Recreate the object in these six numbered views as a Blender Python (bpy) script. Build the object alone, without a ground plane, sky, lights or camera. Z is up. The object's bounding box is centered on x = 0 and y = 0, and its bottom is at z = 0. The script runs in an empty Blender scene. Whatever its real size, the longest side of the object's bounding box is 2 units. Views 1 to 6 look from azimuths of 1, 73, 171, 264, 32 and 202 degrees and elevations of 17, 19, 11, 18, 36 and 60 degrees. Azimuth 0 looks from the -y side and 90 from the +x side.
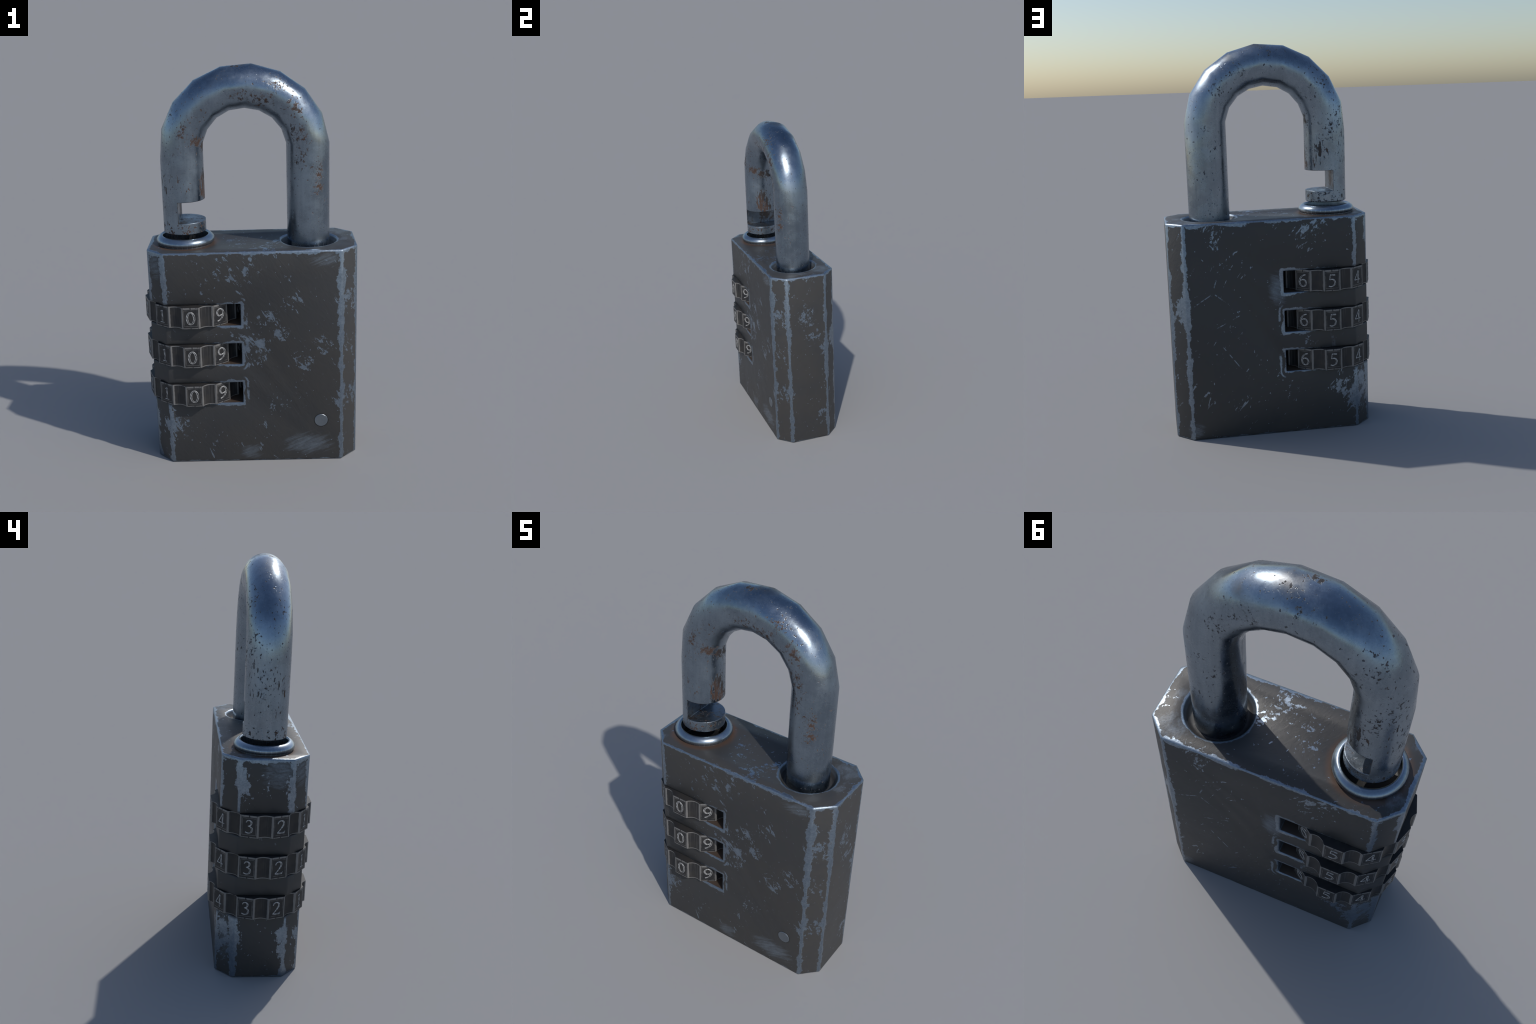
"""Worn steel combination padlock: chamfered body, three number wheels, notched shackle, collar."""
import bpy, bmesh, math
from mathutils import Vector, Matrix

# ------------------------------------------------------------------ dimensions (metres)
BX0, BX1 = -0.499, 0.534          # body, x
BHY = 0.2055                      # body, half depth
CHAM = 0.0815                     # corner chamfer
BTOP = 1.128                      # body, top
SLOT_X = -0.045                   # blind end of the wheel slots
SLOT_Z = (0.8065, 0.5985, 0.3870) # centre heights of the slots
SLOT_H = 0.0566                   # half height of a slot
WHEEL_X = -0.289
WHEEL_R = 0.2425                  # apothem of the number plates
PLATE_HW = 0.0415                 # half width of a number plate
WHEEL_H = 0.0552
LEG_R = 0.1057
LEG_XR, LEG_XL = 0.3015, -0.3155  # shackle leg axes
HOLE_R = 0.1415
HOLE_X = 0.3035
COLLAR_IN, COLLAR_OUT = 0.1135, 0.1455
NOTCH_X, NOTCH_Z0, NOTCH_Z1 = -0.337, 1.247, 1.353
LEG_BOTTOM = 1.189
RIVET = (0.349, 0.222)
RIVET_R = 0.0335

scene_col = bpy.context.scene.collection


# ------------------------------------------------------------------ node helper
class Val:
    """A float socket with arithmetic, so masks can be written as formulas."""
    def __init__(self, g, sock):
        self.g, self.s = g, sock

    def _op(self, op, b=None, c=None, swap=False):
        n = self.g.nt.nodes.new('ShaderNodeMath')
        n.operation = op
        args = [self, b, c]
        if swap:
            args = [b, self, c]
        for i, a in enumerate(args):
            if a is None:
                continue
            if isinstance(a, Val):
                self.g.nt.links.new(a.s, n.inputs[i])
            else:
                n.inputs[i].default_value = a
        return Val(self.g, n.outputs[0])

    def __add__(self, o): return self._op('ADD', o)
    __radd__ = __add__
    def __sub__(self, o): return self._op('SUBTRACT', o)
    def __rsub__(self, o): return self._op('SUBTRACT', o, swap=True)
    def __mul__(self, o): return self._op('MULTIPLY', o)
    __rmul__ = __mul__
    def __truediv__(self, o): return self._op('DIVIDE', o)
    def __neg__(self): return self._op('MULTIPLY', -1.0)
    def abs(self): return self._op('ABSOLUTE')
    def max(self, o): return self._op('MAXIMUM', o)
    def min(self, o): return self._op('MINIMUM', o)
    def pow(self, o): return self._op('POWER', o)
    def sqrt(self): return self._op('SQRT')
    def sin(self): return self._op('SINE')
    def atan2(self, o): return self._op('ARCTAN2', o)
    def pingpong(self, o): return self._op('PINGPONG', o)
    def wrap(self, hi, lo): return self._op('WRAP', hi, lo)
    def clamp(self): return self.max(0.0).min(1.0)

    def step(self, lo, hi):
        """smooth 0..1 between lo and hi (either order)"""
        n = self.g.nt.nodes.new('ShaderNodeMapRange')
        n.interpolation_type = 'SMOOTHSTEP'
        self.g.nt.links.new(self.s, n.inputs['Value'])
        flip = lo > hi
        a, b = (hi, lo) if flip else (lo, hi)
        n.inputs['From Min'].default_value = a
        n.inputs['From Max'].default_value = b
        n.inputs['To Min'].default_value = 1.0 if flip else 0.0
        n.inputs['To Max'].default_value = 0.0 if flip else 1.0
        return Val(self.g, n.outputs['Result'])


class Graph:
    def __init__(self, name):
        self.mat = bpy.data.materials.new(name)
        self.mat.use_nodes = True
        self.nt = self.mat.node_tree
        self.nt.nodes.clear()
        self.out = self.nt.nodes.new('ShaderNodeOutputMaterial')
        self.bsdf = self.nt.nodes.new('ShaderNodeBsdfPrincipled')
        self.nt.links.new(self.bsdf.outputs[0], self.out.inputs['Surface'])
        self.tc = self.nt.nodes.new('ShaderNodeTexCoord')
        self.P = self.tc.outputs['Object']
        s = self.nt.nodes.new('ShaderNodeSeparateXYZ')
        self.nt.links.new(self.P, s.inputs[0])
        self.x, self.y, self.z = (Val(self, s.outputs[i]) for i in range(3))

    def mapped(self, scale=(1, 1, 1), rot=(0, 0, 0), loc=(0, 0, 0)):
        m = self.nt.nodes.new('ShaderNodeMapping')
        self.nt.links.new(self.P, m.inputs['Vector'])
        m.inputs['Scale'].default_value = scale
        m.inputs['Rotation'].default_value = [math.radians(a) for a in rot]
        m.inputs['Location'].default_value = loc
        return m.outputs[0]

    def noise(self, scale, detail=4, rough=0.55, stretch=(1, 1, 1), rot=(0, 0, 0), seed=0.0, distort=0.0):
        n = self.nt.nodes.new('ShaderNodeTexNoise')
        n.inputs['Scale'].default_value = scale
        n.inputs['Detail'].default_value = detail
        n.inputs['Roughness'].default_value = rough
        n.inputs['Distortion'].default_value = distort
        # rotate first, then stretch along the rotated axes
        v = self.mapped(rot=rot, loc=(seed, seed * 0.7, -seed * 1.3))
        m = self.nt.nodes.new('ShaderNodeMapping')
        self.nt.links.new(v, m.inputs['Vector'])
        m.inputs['Scale'].default_value = stretch
        self.nt.links.new(m.outputs[0], n.inputs['Vector'])
        return Val(self, n.outputs[0])

    def const(self, v):
        n = self.nt.nodes.new('ShaderNodeValue')
        n.outputs[0].default_value = v
        return Val(self, n.outputs[0])

    def blob(self, c, r, amount=1.0):
        """soft ball of influence around a point; r may be a number or one per axis"""
        r = (r, r, r) if isinstance(r, (int, float)) else r
        m = self.nt.nodes.new('ShaderNodeMapping')
        m.inputs['Scale'].default_value = [1 / a for a in r]
        m.inputs['Location'].default_value = [-p / a for p, a in zip(c, r)]
        self.nt.links.new(self.P, m.inputs['Vector'])
        l = self.nt.nodes.new('ShaderNodeVectorMath')
        l.operation = 'LENGTH'
        self.nt.links.new(m.outputs[0], l.inputs[0])
        return Val(self, l.outputs['Value']).step(1.0, 0.15) * amount

    def blobs(self, items):
        acc = None
        for it in items:
            b = self.blob(*it)
            acc = b if acc is None else acc.max(b)
        return acc

    def dot(self, v, off):
        n = self.nt.nodes.new('ShaderNodeVectorMath')
        n.operation = 'DOT_PRODUCT'
        self.nt.links.new(self.P, n.inputs[0])
        n.inputs[1].default_value = v
        return Val(self, n.outputs['Value']) - off

    def scratch(self, a, b, normal, width):
        """straight scratch from a to b on a face with the given normal"""
        a, b, nn = Vector(a), Vector(b), Vector(normal)
        c, d = (a + b) / 2, (b - a)
        half = d.length / 2
        d.normalize()
        t = nn.cross(d)
        u = self.dot(d, d.dot(c)).abs().step(half, half * 0.8)
        v = self.dot(t, t.dot(c)).abs().step(width, width * 0.3)
        f = self.dot(nn, nn.dot(c)).abs().step(0.02, 0.01)
        return u * v * f

    def mix(self, f, a, b):
        n = self.nt.nodes.new('ShaderNodeMix')
        n.data_type = 'RGBA'
        self.nt.links.new(f.s, n.inputs[0])
        for i, c in ((6, a), (7, b)):
            if isinstance(c, tuple):
                n.inputs[i].default_value = (*c, 1.0)
            else:
                self.nt.links.new(c, n.inputs[i])
        return n.outputs[2]

    def lerp(self, f, a, b):
        return f * (b - a) + a if not isinstance(a, Val) else a + (b - a) * f

    def bump(self, h, strength, dist, normal=None):
        n = self.nt.nodes.new('ShaderNodeBump')
        n.inputs['Strength'].default_value = strength
        n.inputs['Distance'].default_value = dist
        self.nt.links.new(h.s, n.inputs['Height'])
        if normal is not None:
            self.nt.links.new(normal, n.inputs['Normal'])
        return n.outputs[0]

    def bevel(self, radius, samples=8):
        n = self.nt.nodes.new('ShaderNodeBevel')
        n.samples = samples
        n.inputs['Radius'].default_value = radius
        return n.outputs[0]

    def set(self, **kw):
        names = dict(color='Base Color', rough='Roughness', metal='Metallic', normal='Normal',
                     spec='Specular IOR Level')
        for k, v in kw.items():
            i = self.bsdf.inputs[names[k]]
            if isinstance(v, Val):
                self.nt.links.new(v.s, i)
            elif isinstance(v, (int, float)):
                i.default_value = v
            elif isinstance(v, tuple):
                i.default_value = (*v, 1.0)
            else:
                self.nt.links.new(v, i)


STEEL = (0.275, 0.33, 0.395)
STEEL_DARK = (0.20, 0.245, 0.30)
PAINT = (0.036, 0.0365, 0.038)
PAINT_BROWN = (0.041, 0.0395, 0.0385)
RUST = (0.105, 0.055, 0.035)


# ------------------------------------------------------------------ materials
def paint_material():
    """Dark paint, worn to bare bluish steel along the edges and in chips."""
    g = Graph('worn_dark_paint')
    x, y, z = g.x, g.y, g.z
    xc = (BX0 + BX1) / 2
    hx = (BX1 - BX0) / 2
    ax, ay = (x - xc).abs(), y.abs()
    # distances to the planes of the prism; the second smallest is the distance to the nearest edge
    k = hx + BHY - CHAM
    planes = [hx - ax, BHY - ay, (k - ax - ay) * 1.0, (BTOP - z) * 0.85, z * 2.0 + 0.006]
    m1 = planes[0]
    m2 = g.const(9.0)
    for d in planes[1:]:
        m2 = m2.min(m1.max(d))
        m1 = m1.min(d)
    edge = m2
    big = g.noise(3.2, 3, 0.5, seed=3.1)
    mid = g.noise(11, 4, 0.6, seed=7.7)
    fine = g.noise(46, 5, 0.65, seed=1.9)
    # number-wheel bars are left clean at the vertical edges
    bars = x.step(-0.03, -0.12) * (z - 0.597).abs().step(0.285, 0.26)
    jag = (fine - 0.5) * 0.030 + (mid - 0.5) * 0.046 + (big - 0.5) * 0.03
    edge_wear = (edge + jag * 1.15 - 0.0120).step(0.0022, -0.0022) * (1.0 - bars)
    # a thin continuous line right at the edge
    edge_line = (edge - 0.0055).step(0.002, -0.002) * (1.0 - bars)
    # wear round the slots
    slot = g.const(0.0)
    for zc in SLOT_Z:
        dx = (x - SLOT_X).max(0.0)
        dz = ((z - zc).abs() - SLOT_H).max(0.0)
        d = (dx * dx + dz * dz).sqrt()
        side = x.step(-0.33, -0.02) * 0.012 + 0.001
        slot = slot.max(((d + jag * 0.9) - side).step(0.002, -0.002) * x.step(-0.34, -0.22))
        corner = (d - 0.030 + (mid - 0.5) * 0.03 + (fine - 0.5) * 0.01).abs().step(0.006, 0.003)
        slot = slot.max(corner * dx.step(0.0, 0.02) * (mid * 0.6 + big * 0.4).step(0.50, 0.55))
    slot = slot * (BTOP - z).step(0.1, 0.15)
    # hole rim on the top face
    hx_, hy_ = x - HOLE_X, y
    rad = (hx_ * hx_ + hy_ * hy_).sqrt()
    rim = (rad + (fine - 0.5) * 0.02 + (mid - 0.5) * 0.02 - HOLE_R - 0.008).step(0.003, -0.003) * z.step(BTOP - 0.03, BTOP - 0.02)

    # chips: patches where flakes gather
    F, B = -BHY, BHY
    R, L = BX1, BX0
    flakes = g.blobs([
        ((0.01, F, 0.68), (0.12, .1, 0.19), 1.3), ((0.085, F, 0.79), 0.11, 1.2), ((0.065, F, 0.58), 0.10, 1.2),
        ((0.21, F, 0.87), 0.10, 1.0), ((-0.13, F, 1.03), 0.11, .9), ((0.006, F, 1.06), 0.10, .95),
        ((-0.22, F, 0.98), 0.10, .6), ((0.245, F, 0.55), 0.10, .9), ((0.35, F, 0.65), 0.10, .9),
        ((0.13, F, 0.32), 0.09, .95), ((0.24, F, 0.34), 0.08, .65), ((0.08, F, 0.23), 0.09, .6),
        ((-0.23, F, 0.12), 0.11, .6), ((-0.38, F, 0.20), 0.13, 1.1), ((0.15, F, 0.71), 0.09, 1.1),
        ((0.19, F, 0.98), 0.07, .6),
        ((0.33, B, 0.76), 0.07, .6), ((0.19, B, 0.64), 0.08, .5), ((0.28, B, 0.48), 0.10, .5),
        ((-0.19, B, 1.04), 0.13, 1.05), ((-0.32, B, 0.23), 0.14, 1.1), ((-0.41, B, 0.17), 0.13, 1.4),
        ((0.30, B, 1.06), 0.08, .6), ((0.07, B, 0.21), 0.09, .6), ((0.24, B, 0.91), 0.08, .55),
        ((0.39, B, 0.22), 0.11, .6), ((-0.145, B, 0.49), 0.09, .75), ((-0.05, B, 0.24), 0.1, .5),
        ((0.47, 0.17, 0.68), (0.08, 0.1, 0.13), 1.5),
        ((R, 0.0, 0.85), 0.12, 1.1), ((R, -0.06, 0.98), 0.07, .6), ((R, 0.04, 0.71), 0.10, .95),
        ((R, 0.12, 0.65), 0.10, 1.2), ((R, 0.09, 0.17), 0.10, .65), ((R, 0.02, 1.02), 0.06, .55),
        ((0.49, -0.165, 0.86), 0.13, 1.2), ((0.49, -0.165, 0.35), 0.13, 1.0), ((0.49, -0.165, 0.62), 0.08, .6),
        ((L, -0.01, 0.98), 0.08, 1.15), ((L, 0.01, 0.10), 0.08, .7), ((L, 0.06, 0.14), 0.06, .7),
        ((-0.47, 0.155, 0.22), (0.13, 0.12, 0.20), 1.6), ((L, -0.11, 0.20), (.06, .07, .13), 1.4),
        ((L, 0.10, 1.02), (0.05, 0.05, 0.14), 1.4), ((L, -0.11, 0.98), (0.05, 0.05, 0.10), 1.2),
        ((0.07, -0.12, BTOP), 0.12, .9), ((-0.03, -0.09, BTOP), 0.10, .9), ((-0.08, 0.04, BTOP), 0.11, .7),
        ((-0.03, 0.12, BTOP), 0.11, .75), ((0.05, 0.07, BTOP), 0.09, .6), ((0.13, -0.04, BTOP), 0.08, .9),
    ])
    grain_a = g.noise(30, 7, 0.70, stretch=(1.0, 1.0, 0.62), rot=(0, 32, 0), seed=11.0, distort=0.25)
    cluster = g.noise(8, 3, 0.55, seed=51.0)
    chips = (grain_a + flakes * 0.165 + (cluster - 0.5) * 0.30 + (big - 0.5) * 0.10 + edge.step(0.055, 0.012) * 0.055 * (1.0 - bars) - 0.700).step(0.0, 0.014)
    hair = g.noise(28, 4, 0.62, stretch=(0.40, 1.0, 1.9), rot=(0, -52, 0), seed=5.0, distort=0.5)
    chips = chips.max((hair + flakes * 0.085 + (cluster - 0.5) * 0.25 - 0.702).step(0.0, 0.012))
    hair2 = g.noise(26, 5, 0.62, stretch=(1.9, 1.0, 0.42), rot=(0, 25, 12), seed=15.0, distort=0.5)
    chips = chips.max((hair2 + flakes * 0.08 + (cluster - 0.5) * 0.25 - 0.704).step(0.0, 0.012))
    specks = g.noise(70, 2, 0.5, seed=21.0)
    chips = chips.max((specks + flakes * 0.05 + (big - 0.5) * 0.1 - 0.74).step(0.0, 0.02))

    # long scratches on the back
    n_b = (0, 1, 0)
    lines = [((0.43, B, 0.70), (0.325, B, 0.765)), ((0.325, B, 0.76), (0.293, B, 0.85)), ((0.32, B, 0.775), (0.23, B, 0.70)),
             ((0.31, B, 0.585), (0.18, B, 0.65)), ((0.28, B, 0.49), (0.185, B, 0.36)), ((0.325, B, 1.02), (0.29, B, 0.985)),
             ((0.29, B, 0.59), (0.245, B, 0.545)), ((-0.145, B, 0.505), (-0.21, B, 0.47))]
    scr = g.const(0.0)
    for a, b in lines:
        scr = scr.max(g.scratch(a, b, n_b, 0.0035))
    scr = scr.max(g.scratch((-0.292, B, 0.54), (-0.30, B, 0.44), n_b, 0.014))
    scr = scr * (fine + 0.06).step(0.52, 0.62) * 0.8

    # brushed, half worn fields
    brushed = g.blobs([
        ((0.285, F, 0.09), (0.19, .1, 0.10), .95), ((-0.004, F, 0.05), (0.10, .1, 0.07), .9), ((0.37, F, 1.08), (0.13, .1, 0.06), .75),
        ((-0.015, B, 0.77), (0.08, .1, 0.14), 1.1), ((0.44, B, 0.05), (0.08, .08, 0.06), .9),
        ((L, -0.06, 1.06), (.05, 0.13, 0.12), 1.0), ((-0.46, -0.165, 1.06), (.07, 0.07, 0.13), .9),
        ((0.445, 0.13, BTOP), (0.12, 0.12, .05), .75), ((0.47, 0.0, BTOP), (0.06, 0.1, .05), .6), ((-0.45, 0.1, BTOP), (0.06, 0.09, .05), .8),
        ((-0.45, 0.17, 0.2), (0.10, 0.09, 0.20), .7), ((-0.2, F, 0.71), (0.12, .03, 0.03), .35),
    ])
    strokes = g.noise(16, 5, 0.7, stretch=(0.5, 1.2, 4.5), rot=(0, 22, 0), seed=2.0)
    brushed_m = (brushed * 0.85 + (strokes - 0.5) * 2.2 - 0.30).clamp() * brushed.step(0.0, 0.5) * 0.62

    cut = (edge_wear.max(edge_line)).max(slot).max(rim).max(chips).max(scr)
    cut = cut * (1.0 - bars * 0.75 * (1.0 - x.step(-0.30, -0.05)))
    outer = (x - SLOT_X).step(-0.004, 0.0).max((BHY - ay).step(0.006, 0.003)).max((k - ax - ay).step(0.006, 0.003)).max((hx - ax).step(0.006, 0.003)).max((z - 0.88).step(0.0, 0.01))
    wear = cut.max(brushed_m) * outer

    # rust stain round the collar and inside the slots
    cx_, cy_ = x - LEG_XL, y
    crad = (cx_ * cx_ + cy_ * cy_).sqrt()
    stain = (crad + (mid - 0.5) * 0.03 - COLLAR_OUT).step(0.034, 0.004) * z.step(BTOP - 0.01, BTOP - 0.005)
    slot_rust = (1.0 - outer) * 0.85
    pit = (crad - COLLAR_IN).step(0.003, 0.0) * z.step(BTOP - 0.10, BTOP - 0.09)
    bowl = (rad - HOLE_R).step(-0.001, -0.004) * z.step(BTOP - 0.06, BTOP - 0.05)
    tone = (big * 0.6 + mid * 0.4).step(0.40, 0.60)
    paint = g.mix(tone, PAINT, PAINT_BROWN)
    paint = g.mix(stain * 0.8, paint, (0.085, 0.050, 0.034))
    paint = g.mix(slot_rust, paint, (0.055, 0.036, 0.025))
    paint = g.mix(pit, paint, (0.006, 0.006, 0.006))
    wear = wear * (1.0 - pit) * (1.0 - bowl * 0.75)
    metal_tone = (fine * 0.5 + g.noise(120, 3, 0.6, seed=31.) * 0.5).step(0.38, 0.62)
    steel = g.mix(metal_tone, STEEL_DARK, STEEL)
    rx_, rz_ = x - RIVET[0], z - RIVET[1]
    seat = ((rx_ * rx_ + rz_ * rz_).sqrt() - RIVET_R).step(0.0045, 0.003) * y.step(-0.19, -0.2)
    wear = wear * (1.0 - seat)
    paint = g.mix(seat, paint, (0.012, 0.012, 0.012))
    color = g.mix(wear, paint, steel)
    rough = g.lerp(wear, 0.50, 0.40) + (mid - 0.5) * 0.18
    nrm = g.bevel(0.015)
    scuff = g.noise(42, 6, 0.65, stretch=(1, 0.4, 0.35), rot=(0, 35, 25), seed=40.0, distort=0.6)
    h = (scuff - 0.5) * 0.55 + (mid - 0.5) * 0.5
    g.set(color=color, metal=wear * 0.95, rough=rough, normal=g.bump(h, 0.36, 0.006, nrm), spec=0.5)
    return g.mat


def steel_material(kind):
    """Bare bluish steel; kind 'shackle' carries rust pits in clusters and runs."""
    g = Graph('pitted_steel' if kind == 'shackle' else 'polished_steel')
    x, y, z = g.x, g.y, g.z
    cloud = g.noise(5, 4, 0.6, seed=1.0)
    fine = g.noise(150, 3, 0.7, seed=2.0)
    brushed = g.noise(30, 4, 0.65, stretch=(1.5, 1.5, 0.12), seed=3.0)
    tone = (cloud * 0.5 + fine * 0.25 + brushed * 0.25).step(0.36, 0.64)
    steel = g.mix(tone, (0.20, 0.245, 0.295), (0.295, 0.35, 0.41))
    if kind == 'shackle':
        f = -0.09
        heavy = g.blobs([
            ((-0.01, f, 1.86), (0.11, .10, 0.06), .8), ((0.085, f, 1.835), (0.10, .09, 0.07), 1.0),
            ((0.16, f, 1.905), (0.09, .08, 0.06), .8), ((0.235, f, 1.80), (0.09, .10, 0.10), .8),
            ((0.255, f, 1.68), (0.08, .09, 0.11), .95), ((0.34, f, 1.49), (0.06, .07, 0.09), 1.0),
            ((0.352, f, 1.43), (0.05, .07, 0.06), 1.15), ((0.27, f, 1.55), (0.08, .07, 0.10), .7), ((0.34, f, 1.38), (0.04, .07, 0.05), .8),
            ((-0.225, f, 1.64), (0.075, .10, 0.06), 1.2), ((-0.30, f, 1.69), (0.06, .08, 0.07), .85), ((-0.21, 0.0, 1.62), (0.05, .10, 0.06), 1.2),
            ((-0.22, f, 1.79), (0.05, .07, 0.05), .6), ((-0.04, -0.03, 1.99), (0.08, .05, 0.05), .8),
            ((-0.36, -0.05, 1.80), (0.06, .06, 0.06), .5), ((-0.215, 0.0, 1.42), (0.07, .09, 0.18), .7),
            ((0.14, 0.09, 1.86), (0.12, .07, 0.07), .7), ((0.24, 0.09, 1.78), (0.08, .07, 0.09), .75), ((-0.04, 0.07, 1.94), (0.10, .06, 0.07), .6),
            ((-0.37, 0.07, 1.64), (0.08, .08, 0.13), .6), ((-0.32, 0.09, 1.55), (0.10, .08, 0.12), .7), ((-0.30, 0.08, 1.80), (0.1, .07, 0.12), .55),
            ((-0.42, 0.0, 1.45), (0.06, .10, 0.20), .45), ((0.25, 0.1, 1.5), (0.10, .06, 0.2), .35), ((0.02, 0.05, 1.98), (0.12, .06, .06), .55),
        ])
        pits = g.noise(48, 6, 0.68, seed=6.0)
        runs = g.noise(72, 5, 0.62, stretch=(1.0, 1.0, 0.24), seed=8.0)
        drip = g.blobs([((-0.20, -0.02, 1.42), (0.075, .12, 0.17), 1.25), ((-0.30, f, 1.44), (0.07, .06, 0.10), .75),
                        ((-0.39, -0.05, 1.45), (0.06, .07, 0.16), .75), ((-0.26, 0.09, 1.46), (0.10, .07, 0.17), .9),
                        ((-0.41, 0.05, 1.42), (0.06, .09, 0.16), .6), ((-0.39, 0.08, 1.52), (0.06, .07, 0.12), .55)])
        left = x.step(-0.15, -0.2)
        stub = z.step(1.26, 1.24) * (left * 0.75 + 0.25)
        smudge = g.noise(9, 5, 0.62, seed=17.0)
        spots = (pits + heavy * 0.205 + stub * 0.15 - 0.690).step(0.0, 0.05)
        spots = spots.max((runs + drip * 0.205 - 0.690).step(0.0, 0.05) * left)
        small = g.noise(85, 2, 0.5, stretch=(1, 1, 0.7), seed=9.0)
        spots = spots.max((small + heavy * 0.10 + left * 0.02 - 0.675).step(0.0, 0.04) * 0.85)
        halo = (pits + heavy * 0.19 - 0.60).step(0.0, 0.10) * 0.25
        # rustier brown on the front, darker pits behind
        hue = (g.noise(8, 3, 0.5, seed=12.0) - y * 1.2).step(0.42, 0.62)
        rust = g.mix(hue, (0.034, 0.029, 0.029), (0.072, 0.044, 0.034))
        steel = g.mix(halo, steel, (0.12, 0.12, 0.125))
        cutface = left * (x - NOTCH_X).step(-0.003, -0.002) * (z - (NOTCH_Z0 + NOTCH_Z1) / 2).abs().step((NOTCH_Z1 - NOTCH_Z0) / 2 + 0.002, (NOTCH_Z1 - NOTCH_Z0) / 2 + 0.001)
        stain = cutface * (pits * 0.5 + smudge * 0.5).step(0.46, 0.58)
        steel = g.mix(cutface * 0.6, steel, (0.15, 0.175, 0.205))
        steel = g.mix(stain * 0.85, steel, (0.085, 0.06, 0.045))
        dull = (g.blobs([((0.03, 0.02, 2.0), (0.10, 0.09, 0.05), 1.0), ((0.19, 0.05, 1.95), (0.05, 0.08, 0.07), .6)]) * 1.3 + (smudge - 0.5) * 2.6 - 0.35).clamp()
        steel = g.mix(dull * 0.75, steel, (0.115, 0.105, 0.10))
        color = g.mix(spots, steel, rust)
        rough = g.lerp(spots, 0.29, 0.6) + (cloud - 0.5) * 0.45 + (smudge - 0.5) * 0.70 + dull * 0.16 + cutface * 0.10 + (fine - 0.5) * 0.08
        # worn, brighter lip where the leg meets the hole
        h = spots * -0.6 + (brushed - 0.5) * 0.10 + (fine - 0.5) * 0.08
        g.set(color=color, metal=1.0 - spots * 0.75, rough=rough, normal=g.bump(h, 0.30, 0.004, g.bevel(0.005)))
    elif kind == 'collar':
        ang = x.atan2(y)
        ticks = (ang * 36.0).sin().step(0.70, 0.95) * z.step(0.031, 0.024)
        dirt = z.step(0.026, 0.006) * (1.0 - ticks) * 0.55
        color = g.mix(dirt, steel, (0.11, 0.085, 0.07))
        color = g.mix(ticks * 0.6, color, (0.34, 0.40, 0.46))
        g.set(color=color, metal=0.97 - dirt * 0.4, rough=0.27 + (cloud - 0.5) * 0.2 + dirt * 0.2,
              normal=g.bump((cloud - 0.5) + fine * 0.1, 0.15, 0.004))
    else:
        g.set(color=g.mix(tone, (0.20, 0.225, 0.25), (0.25, 0.28, 0.315)), metal=0.95, rough=0.42 + (fine - 0.5) * 0.1,
              normal=g.bump(fine, 0.1, 0.002))
    return g.mat


def wheel_material():
    """Dark wheel with pale worn plate edges, a thin engraved frame and streaked grips."""
    g = Graph('dark_wheel_metal')
    x, y, z = g.x, g.y, g.z
    step = math.radians(36)
    ang = x.atan2(-y)                                  # zero at the plate that faces the front
    t = ang.wrap(step / 2, -step / 2)
    s = (t * WHEEL_R).abs()                            # distance from the plate's middle line
    az = z.abs()
    radius = (x * x + y * y).sqrt()
    rim = radius.step(0.215, 0.222)
    fine = g.noise(60, 4, 0.65, seed=1.0)
    mid = g.noise(18, 3, 0.6, seed=2.0)
    plate = s.step(0.0425, 0.0415)
    w = 0.0048 + (mid - 0.5) * 0.004 + (fine - 0.5) * 0.003
    post = ((s - 0.0420).abs() - w).step(0.0010, -0.0010)
    lip_w = plate * z.step(-0.01, 0.01) * 0.0045 + 0.0045 + (mid - 0.5) * 0.006
    lip = (az + lip_w - WHEEL_H).step(-0.0008, 0.0008)
    lip = lip * (1.0 - s.step(0.0030, 0.0020)) * (fine + mid).step(0.74, 0.90)
    gap = ((s - 0.0358).abs() - 0.0008).step(0.0008, -0.0004)
    frame = (((s - 0.0325).abs() - 0.0008).step(0.0009, -0.0002) * (az - 0.0415).step(0.0005, -0.0005))
    frame = frame.max(((az - 0.0410).abs() - 0.0010).step(0.0009, -0.0002) * s.step(0.0335, 0.0325))
    frame = frame * plate * (mid + fine * 0.4).step(0.50, 0.78) * 0.6
    streak = g.noise(95, 3, 0.6, stretch=(1, 1, 0.03), seed=4.0).step(0.52, 0.68) * (1.0 - plate) * 0.14
    pale = (post.max(lip * (1.0 - gap)).max(frame).max(streak)) * rim * az.step(WHEEL_H - 0.0001, WHEEL_H - 0.0004)
    base = g.mix(mid.step(0.4, 0.6), (0.024, 0.024, 0.026), (0.034, 0.032, 0.031))
    color = g.mix(pale, base, (0.19, 0.185, 0.18))
    h = frame * -0.5 + streak * 1.2 + (fine - 0.5) * 0.3
    g.set(color=color, metal=0.25, rough=g.lerp(pale, 0.50, 0.42) + (fine - 0.5) * 0.1, normal=g.bump(h, 0.35, 0.003, g.bevel(0.003)))
    return g.mat


def digit_material(name, dark, pale, lo, hi):
    g = Graph(name)
    hatch = g.noise(130, 3, 0.6, stretch=(1.0, 1.0, 0.25), rot=(0, 25, 0), seed=3.0)
    g.set(color=g.mix(hatch.step(lo, hi), dark, pale), metal=0.25, rough=0.45, normal=g.bump(hatch, 0.3, 0.002))
    return g.mat


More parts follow.
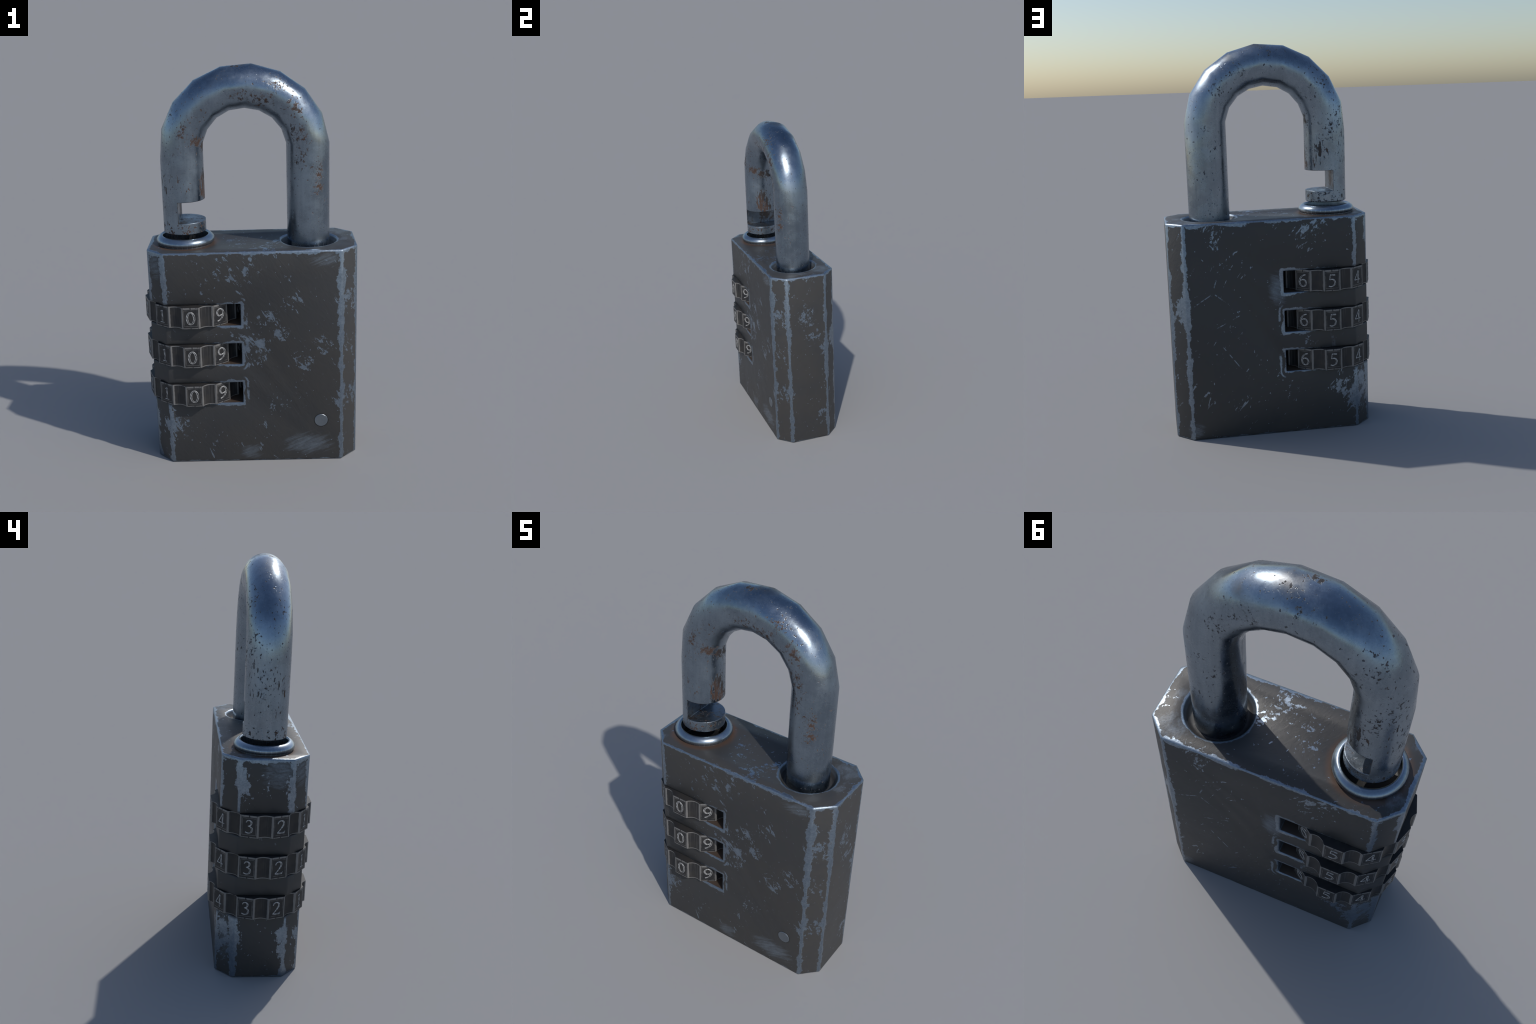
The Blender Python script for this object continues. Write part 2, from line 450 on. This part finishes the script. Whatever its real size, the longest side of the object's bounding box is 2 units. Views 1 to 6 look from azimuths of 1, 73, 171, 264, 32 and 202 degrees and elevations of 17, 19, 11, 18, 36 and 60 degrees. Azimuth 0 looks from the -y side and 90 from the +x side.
# ------------------------------------------------------------------ mesh helpers
def add_object(name, bm, mat, parent, loc=(0, 0, 0), smooth=35):
    me = bpy.data.meshes.new(name)
    bmesh.ops.recalc_face_normals(bm, faces=bm.faces)
    bm.to_mesh(me)
    bm.free()
    me.materials.append(mat)
    ob = bpy.data.objects.new(name, me)
    ob.location = loc
    scene_col.objects.link(ob)
    ob.parent = parent
    finish(me, smooth)
    return ob


def finish(me, smooth=35):
    for p in me.polygons:
        p.use_smooth = True
    me.set_sharp_from_angle(angle=math.radians(smooth))


def prism(bm, outline, z0, z1):
    lo = [bm.verts.new((x, y, z0)) for x, y in outline]
    hi = [bm.verts.new((x, y, z1)) for x, y in outline]
    n = len(outline)
    bm.faces.new(lo[::-1])
    bm.faces.new(hi)
    for i in range(n):
        j = (i + 1) % n
        bm.faces.new((lo[i], lo[j], hi[j], hi[i]))


def revolve(profile, n, closed=True):
    bm = bmesh.new()
    rings = []
    for i in range(n):
        a = 2 * math.pi * i / n
        rings.append([bm.verts.new((r * math.cos(a), r * math.sin(a), z)) for r, z in profile])
    m = len(profile)
    for i in range(n):
        for k in range(m if closed else m - 1):
            a, b = rings[i], rings[(i + 1) % n]
            bm.faces.new((a[k], b[k], b[(k + 1) % m], a[(k + 1) % m]))
    return bm


def circle(cx, cy, r, n):
    return [(cx + r * math.cos(2 * math.pi * i / n), cy + r * math.sin(2 * math.pi * i / n)) for i in range(n)]


def cut(ob, cutters, bevel=None):
    """subtract helper solids from ob and bake the result"""
    helpers = []
    for bm in cutters:
        bmesh.ops.recalc_face_normals(bm, faces=bm.faces)
        me = bpy.data.meshes.new('cutter')
        bm.to_mesh(me)
        bm.free()
        h = bpy.data.objects.new('cutter', me)
        scene_col.objects.link(h)
        helpers.append(h)
        m = ob.modifiers.new('cut', 'BOOLEAN')
        m.operation = 'DIFFERENCE'
        m.solver = 'EXACT'
        m.object = h
    if bevel:
        b = ob.modifiers.new('round', 'BEVEL')
        b.width, b.segments = bevel
        b.limit_method = 'ANGLE'
        b.angle_limit = math.radians(40)
    dg = bpy.context.evaluated_depsgraph_get()
    me = bpy.data.meshes.new_from_object(ob.evaluated_get(dg))
    ob.modifiers.clear()
    old = ob.data
    ob.data = me
    me.name = old.name
    bpy.data.meshes.remove(old)
    me.name = ob.name
    for h in helpers:
        d = h.data
        bpy.data.objects.remove(h)
        bpy.data.meshes.remove(d)


# ------------------------------------------------------------------ build
padlock = bpy.data.objects.new('padlock', None)
scene_col.objects.link(padlock)
padlock['label'] = 'worn dark combination padlock with blue steel shackle and three number wheels'
padlock['category'] = 'padlock'

paint = paint_material()
shackle_steel = steel_material('shackle')
collar_steel = steel_material('collar')
rivet_steel = steel_material('rivet')
wheel_metal = wheel_material()
digit_metal = digit_material('pale_engraved_metal', (0.20, 0.20, 0.20), (0.46, 0.46, 0.46), 0.40, 0.62)
groove_metal = digit_material('digit_groove_metal', (0.045, 0.045, 0.045), (0.34, 0.34, 0.34), 0.44, 0.60)

# --- body: chamfered block with three slots and two holes
bm = bmesh.new()
c = CHAM
prism(bm, [(BX0 + c, -BHY), (BX1 - c, -BHY), (BX1, -BHY + c), (BX1, BHY - c), (BX1 - c, BHY), (BX0 + c, BHY), (BX0, BHY - c), (BX0, -BHY + c)], 0.0, BTOP)
body = add_object('body', bm, paint, padlock)
cutters = []
for zc in SLOT_Z:
    b = bmesh.new()
    prism(b, [(-0.8, -0.5), (SLOT_X, -0.5), (SLOT_X, 0.5), (-0.8, 0.5)], zc - SLOT_H, zc + SLOT_H)
    cutters.append(b)
b = bmesh.new()
bowl = [(HOLE_R, 0.2), (HOLE_R, 0.0), (HOLE_R - 0.004, -0.014), (HOLE_R - 0.013, -0.030), (HOLE_R - 0.026, -0.040), (0.02, -0.042)]
rows = [[b.verts.new((px, py, BTOP + dz)) for px, py in circle(HOLE_X, 0, r, 48)] for r, dz in bowl]
for ra, rb in zip(rows, rows[1:]):
    for i in range(48):
        b.faces.new((ra[i], ra[(i + 1) % 48], rb[(i + 1) % 48], rb[i]))
b.faces.new(rows[0])
b.faces.new(rows[-1][::-1])
cutters.append(b)
b = bmesh.new()
prism(b, circle(LEG_XL, 0, COLLAR_IN + 0.002, 48), BTOP - 0.06, BTOP + 0.2)
cutters.append(b)
cut(body, cutters, bevel=(0.003, 2))
finish(body.data, 30)

# --- rivet on the front face
bm = revolve([(0.0005, -0.01), (RIVET_R, -0.01), (RIVET_R, 0.0005), (RIVET_R - 0.0015, 0.002), (0.0005, 0.002)], 48)
bmesh.ops.rotate(bm, verts=bm.verts, cent=(0, 0, 0), matrix=Matrix.Rotation(math.radians(90), 3, 'X'))
add_object('rivet', bm, rivet_steel, padlock, (RIVET[0], -BHY, RIVET[1]))

# --- collar round the left hole
prof = [(COLLAR_IN, -0.02), (COLLAR_IN, 0.036), (COLLAR_IN + 0.0015, 0.0425), (COLLAR_IN + 0.006, 0.0450), (COLLAR_IN + 0.014, 0.0425),
        (COLLAR_OUT - 0.008, 0.0350), (COLLAR_OUT - 0.0025, 0.0280), (COLLAR_OUT, 0.0225), (COLLAR_OUT, 0.0135), (COLLAR_OUT - 0.003, 0.008),
        (COLLAR_OUT - 0.009, 0.004), (COLLAR_OUT - 0.009, -0.001)]
bm = revolve(prof, 40)
add_object('collar', bm, collar_steel, padlock, (LEG_XL, 0, BTOP), smooth=50)

# --- shackle: rings along the bent rod, twenty degrees a ring as on the original
spine = [(0.3015, 1.6185), (0.2725, 1.723), (0.209, 1.810), (0.120, 1.869), (0.0165, 1.8955),
         (-0.094, 1.885), (-0.190, 1.838), (-0.265, 1.760), (-0.3085, 1.664), (-0.3155, 1.553)]
stations = [((LEG_XR, 0.98), 0.0, LEG_R)]
stations += [(p, 20.0 * i, LEG_R) for i, p in enumerate(spine)]
stations += [((LEG_XL, LEG_BOTTOM + 0.004), 180.0, LEG_R), ((LEG_XL, LEG_BOTTOM), 180.0, LEG_R - 0.004)]
bm = bmesh.new()
N = 32
rings = []
for (cx, cz), deg, r in stations:
    a = math.radians(deg)
    d = Vector((math.cos(a), 0, math.sin(a)))
    rings.append([bm.verts.new(Vector((cx, 0, cz)) + d * r * math.cos(2 * math.pi * k / N) + Vector((0, r * math.sin(2 * math.pi * k / N), 0))) for k in range(N)])
for a, b in zip(rings, rings[1:]):
    for k in range(N):
        j = (k + 1) % N
        bm.faces.new((a[k], a[j], b[j], b[k]))
bm.faces.new(rings[0])
bm.faces.new(rings[-1])
shackle = add_object('shackle', bm, shackle_steel, padlock)
b = bmesh.new()
prism(b, [(NOTCH_X, -0.2), (-0.1, -0.2), (-0.1, 0.2), (NOTCH_X, 0.2)], NOTCH_Z0, NOTCH_Z1)
cut(shackle, [b])
finish(shackle.data, 42)


# --- number wheels
def wheel_outline():
    pts = []
    corner = math.hypot(WHEEL_R, PLATE_HW)
    half = math.atan2(PLATE_HW, WHEEL_R)
    dip = 0.0135
    for k in range(10):
        mid = math.radians(-90 + 36 * k)
        a0, a1 = mid + half, mid + math.radians(36) - half
        pts.append((corner * math.cos(mid - half), corner * math.sin(mid - half)))
        pts.append((corner * math.cos(a0), corner * math.sin(a0)))
        steps = 10
        for i in range(1, steps):
            t = i / steps
            px = corner * ((1 - t) * math.cos(a0) + t * math.cos(a1))
            py = corner * ((1 - t) * math.sin(a0) + t * math.sin(a1))
            am = (a0 + a1) / 2
            e = dip * (1 - (2 * t - 1) ** 2)
            pts.append((px - e * math.cos(am), py - e * math.sin(am)))
    return pts


# strokes of the digits: (x, y, pen width) control points in a box one unit tall
def arc(cx, cy, rx, ry, a0, a1, n, w0, w1):
    out = []
    for i in range(n + 1):
        a = math.radians(a0 + (a1 - a0) * i / n)
        s = abs(math.cos(a))
        out.append((cx + rx * math.cos(a), cy + ry * math.sin(a), w0 + (w1 - w0) * s))
    return out


TH, TN = 0.120, 0.060
NINE = [(-0.24, 0.035, .08), (-0.02, 0.115, .09), (0.16, 0.27, .12), (0.265, 0.50, .14), (0.26, 0.72, .14), (0.16, 0.905, .11), (0.0, 0.97, .08),
        (-0.16, 0.915, .10), (-0.26, 0.76, .14), (-0.245, 0.58, .13), (-0.12, 0.45, .10), (0.05, 0.445, .08), (0.22, 0.53, .06)]
DIGITS = {
    0: [arc(0, 0.5, 0.265, 0.455, 0, 360, 32, 0.095, 0.15)],
    1: [[(-0.15, 0.86, .05), (-0.06, 0.91, .07), (0.03, 0.965, .06)], [(0.0, 0.965, TH), (0.0, 0.02, TH)], [(-0.19, 0.025, .05), (0.19, 0.025, .05)]],
    2: [[(-0.25, 0.74, .07), (-0.20, 0.88, .08), (-0.04, 0.965, .07), (0.14, 0.91, .10), (0.20, 0.74, TH), (0.12, 0.54, .10), (-0.06, 0.30, .07), (-0.27, 0.07, .06)],
        [(-0.27, 0.055, .10), (0.26, 0.055, .10)], [(0.25, 0.05, .06), (0.305, 0.19, .04)]],
    3: [[(-0.22, 0.80, .06), (-0.14, 0.92, .07), (0.01, 0.965, .07), (0.15, 0.88, .11), (0.16, 0.72, .11), (0.06, 0.58, .07), (-0.08, 0.53, .05)],
        [(-0.08, 0.53, .05), (0.10, 0.50, .07), (0.215, 0.36, TH), (0.20, 0.17, TH), (0.06, 0.04, .07), (-0.12, 0.03, .07), (-0.26, 0.09, .08)]],
    4: [[(0.10, 0.97, .06), (-0.30, 0.29, .06)], [(-0.31, 0.28, .065), (0.30, 0.28, .065)], [(0.10, 0.97, TH), (0.10, 0.0, TH)]],
    5: [[(-0.13, 0.925, .10), (0.25, 0.925, .10)], [(-0.13, 0.95, .055), (-0.18, 0.55, .055)],
        [(-0.18, 0.55, .05), (-0.02, 0.59, .07), (0.14, 0.53, .10), (0.23, 0.35, TH), (0.18, 0.16, .11), (0.02, 0.04, .07), (-0.14, 0.02, .07), (-0.26, 0.07, .08)]],
    6: [[(-px, 1 - py, w) for px, py, w in NINE]],
    7: [[(-0.26, 0.80, .04), (-0.22, 0.93, .06)], [(-0.24, 0.93, .09), (0.26, 0.93, .09)], [(0.24, 0.93, .06), (0.08, 0.50, .08), (-0.07, 0.0, .11)]],
    8: [arc(0, 0.75, 0.18, 0.22, 0, 360, 24, TN, .11), arc(0, 0.27, 0.24, 0.25, 0, 360, 24, TN, TH)],
    9: [NINE],
}


def smooth_path(pts, sub=6):
    if len(pts) < 3:
        return pts
    out = []
    for i in range(len(pts) - 1):
        p0, p1 = pts[max(i - 1, 0)], pts[i]
        p2, p3 = pts[i + 1], pts[min(i + 2, len(pts) - 1)]
        for s in range(sub):
            t = s / sub
            out.append(tuple(0.5 * (2 * b + (c2 - a) * t + (2 * a - 5 * b + 4 * c2 - d) * t * t + (3 * b - a - 3 * c2 + d) * t ** 3)
                             for a, b, c2, d in zip(p0, p1, p2, p3)))
    out.append(pts[-1])
    return out


def digit_mesh(k, height=0.0665, depth=0.0014):
    """pen strokes as low ridges; local x across, z up, faces -y"""
    bm = bmesh.new()
    for si, stroke in enumerate(DIGITS[k]):
        path = smooth_path(stroke, 4 if len(stroke) < 20 else 1)
        lift = depth + 0.00012 * si
        rows = []
        for i, (px, py, w) in enumerate(path):
            a, b = path[max(i - 1, 0)], path[min(i + 1, len(path) - 1)]
            if len(stroke) > 20 and i in (0, len(path) - 1):
                a, b = path[-2], path[1]
            tx, ty = b[0] - a[0], b[1] - a[1]
            l = math.hypot(tx, ty) or 1.0
            nx, ny = -ty / l, tx / l
            hw = w * 0.55
            core = max(hw - 0.034, hw * 0.1)          # outlined strokes: two pale lines with a darker groove between
            sink = lift * (0.45 if core > 0.018 else 1.0)
            row = []
            for off, dep in ((-hw, -0.002), (-hw, lift * 0.6), (-hw + 0.010, lift), (-core, lift), (-core * 0.8, sink),
                             (core * 0.8, sink), (core, lift), (hw - 0.010, lift), (hw, lift * 0.6), (hw, -0.002)):
                row.append(bm.verts.new(((px + nx * off) * height, -dep, (py - 0.5 + ny * off) * height)))
            rows.append((row, core > 0.018))
        for (a, ga), (b, gb) in zip(rows, rows[1:]):
            for j in range(9):
                f = bm.faces.new((a[j], a[j + 1], b[j + 1], b[j]))
                if 3 <= j <= 5 and (ga or gb):
                    f.material_index = 1
        rows = [r for r, _ in rows]
        bm.faces.new(rows[0])
        bm.faces.new(rows[-1][::-1])
    bmesh.ops.recalc_face_normals(bm, faces=bm.faces)
    me = bpy.data.meshes.new('digit')
    bm.to_mesh(me)
    bm.free()
    me.materials.append(digit_metal)
    me.materials.append(groove_metal)
    finish(me, 40)
    return me


digit_meshes = [digit_mesh(k) for k in range(10)]
bm = bmesh.new()
prism(bm, wheel_outline(), -WHEEL_H, WHEEL_H)
first = add_object('number_wheel', bm, wheel_metal, padlock, (WHEEL_X, 0, SLOT_Z[0]), smooth=30)
wheels = [first]
for zc in SLOT_Z[1:]:
    w = first.copy()
    w.location = (WHEEL_X, 0, zc)
    scene_col.objects.link(w)
    w.parent = padlock
    wheels.append(w)
for w in wheels:
    for k in range(10):
        d = bpy.data.objects.new('digit', digit_meshes[k])
        a = math.radians(-36 * k)             # the numbers climb clockwise seen from above
        d.location = Matrix.Rotation(a, 3, 'Z') @ Vector((0, -WHEEL_R, 0))
        d.rotation_euler = (0, 0, a)
        scene_col.objects.link(d)
        d.parent = w
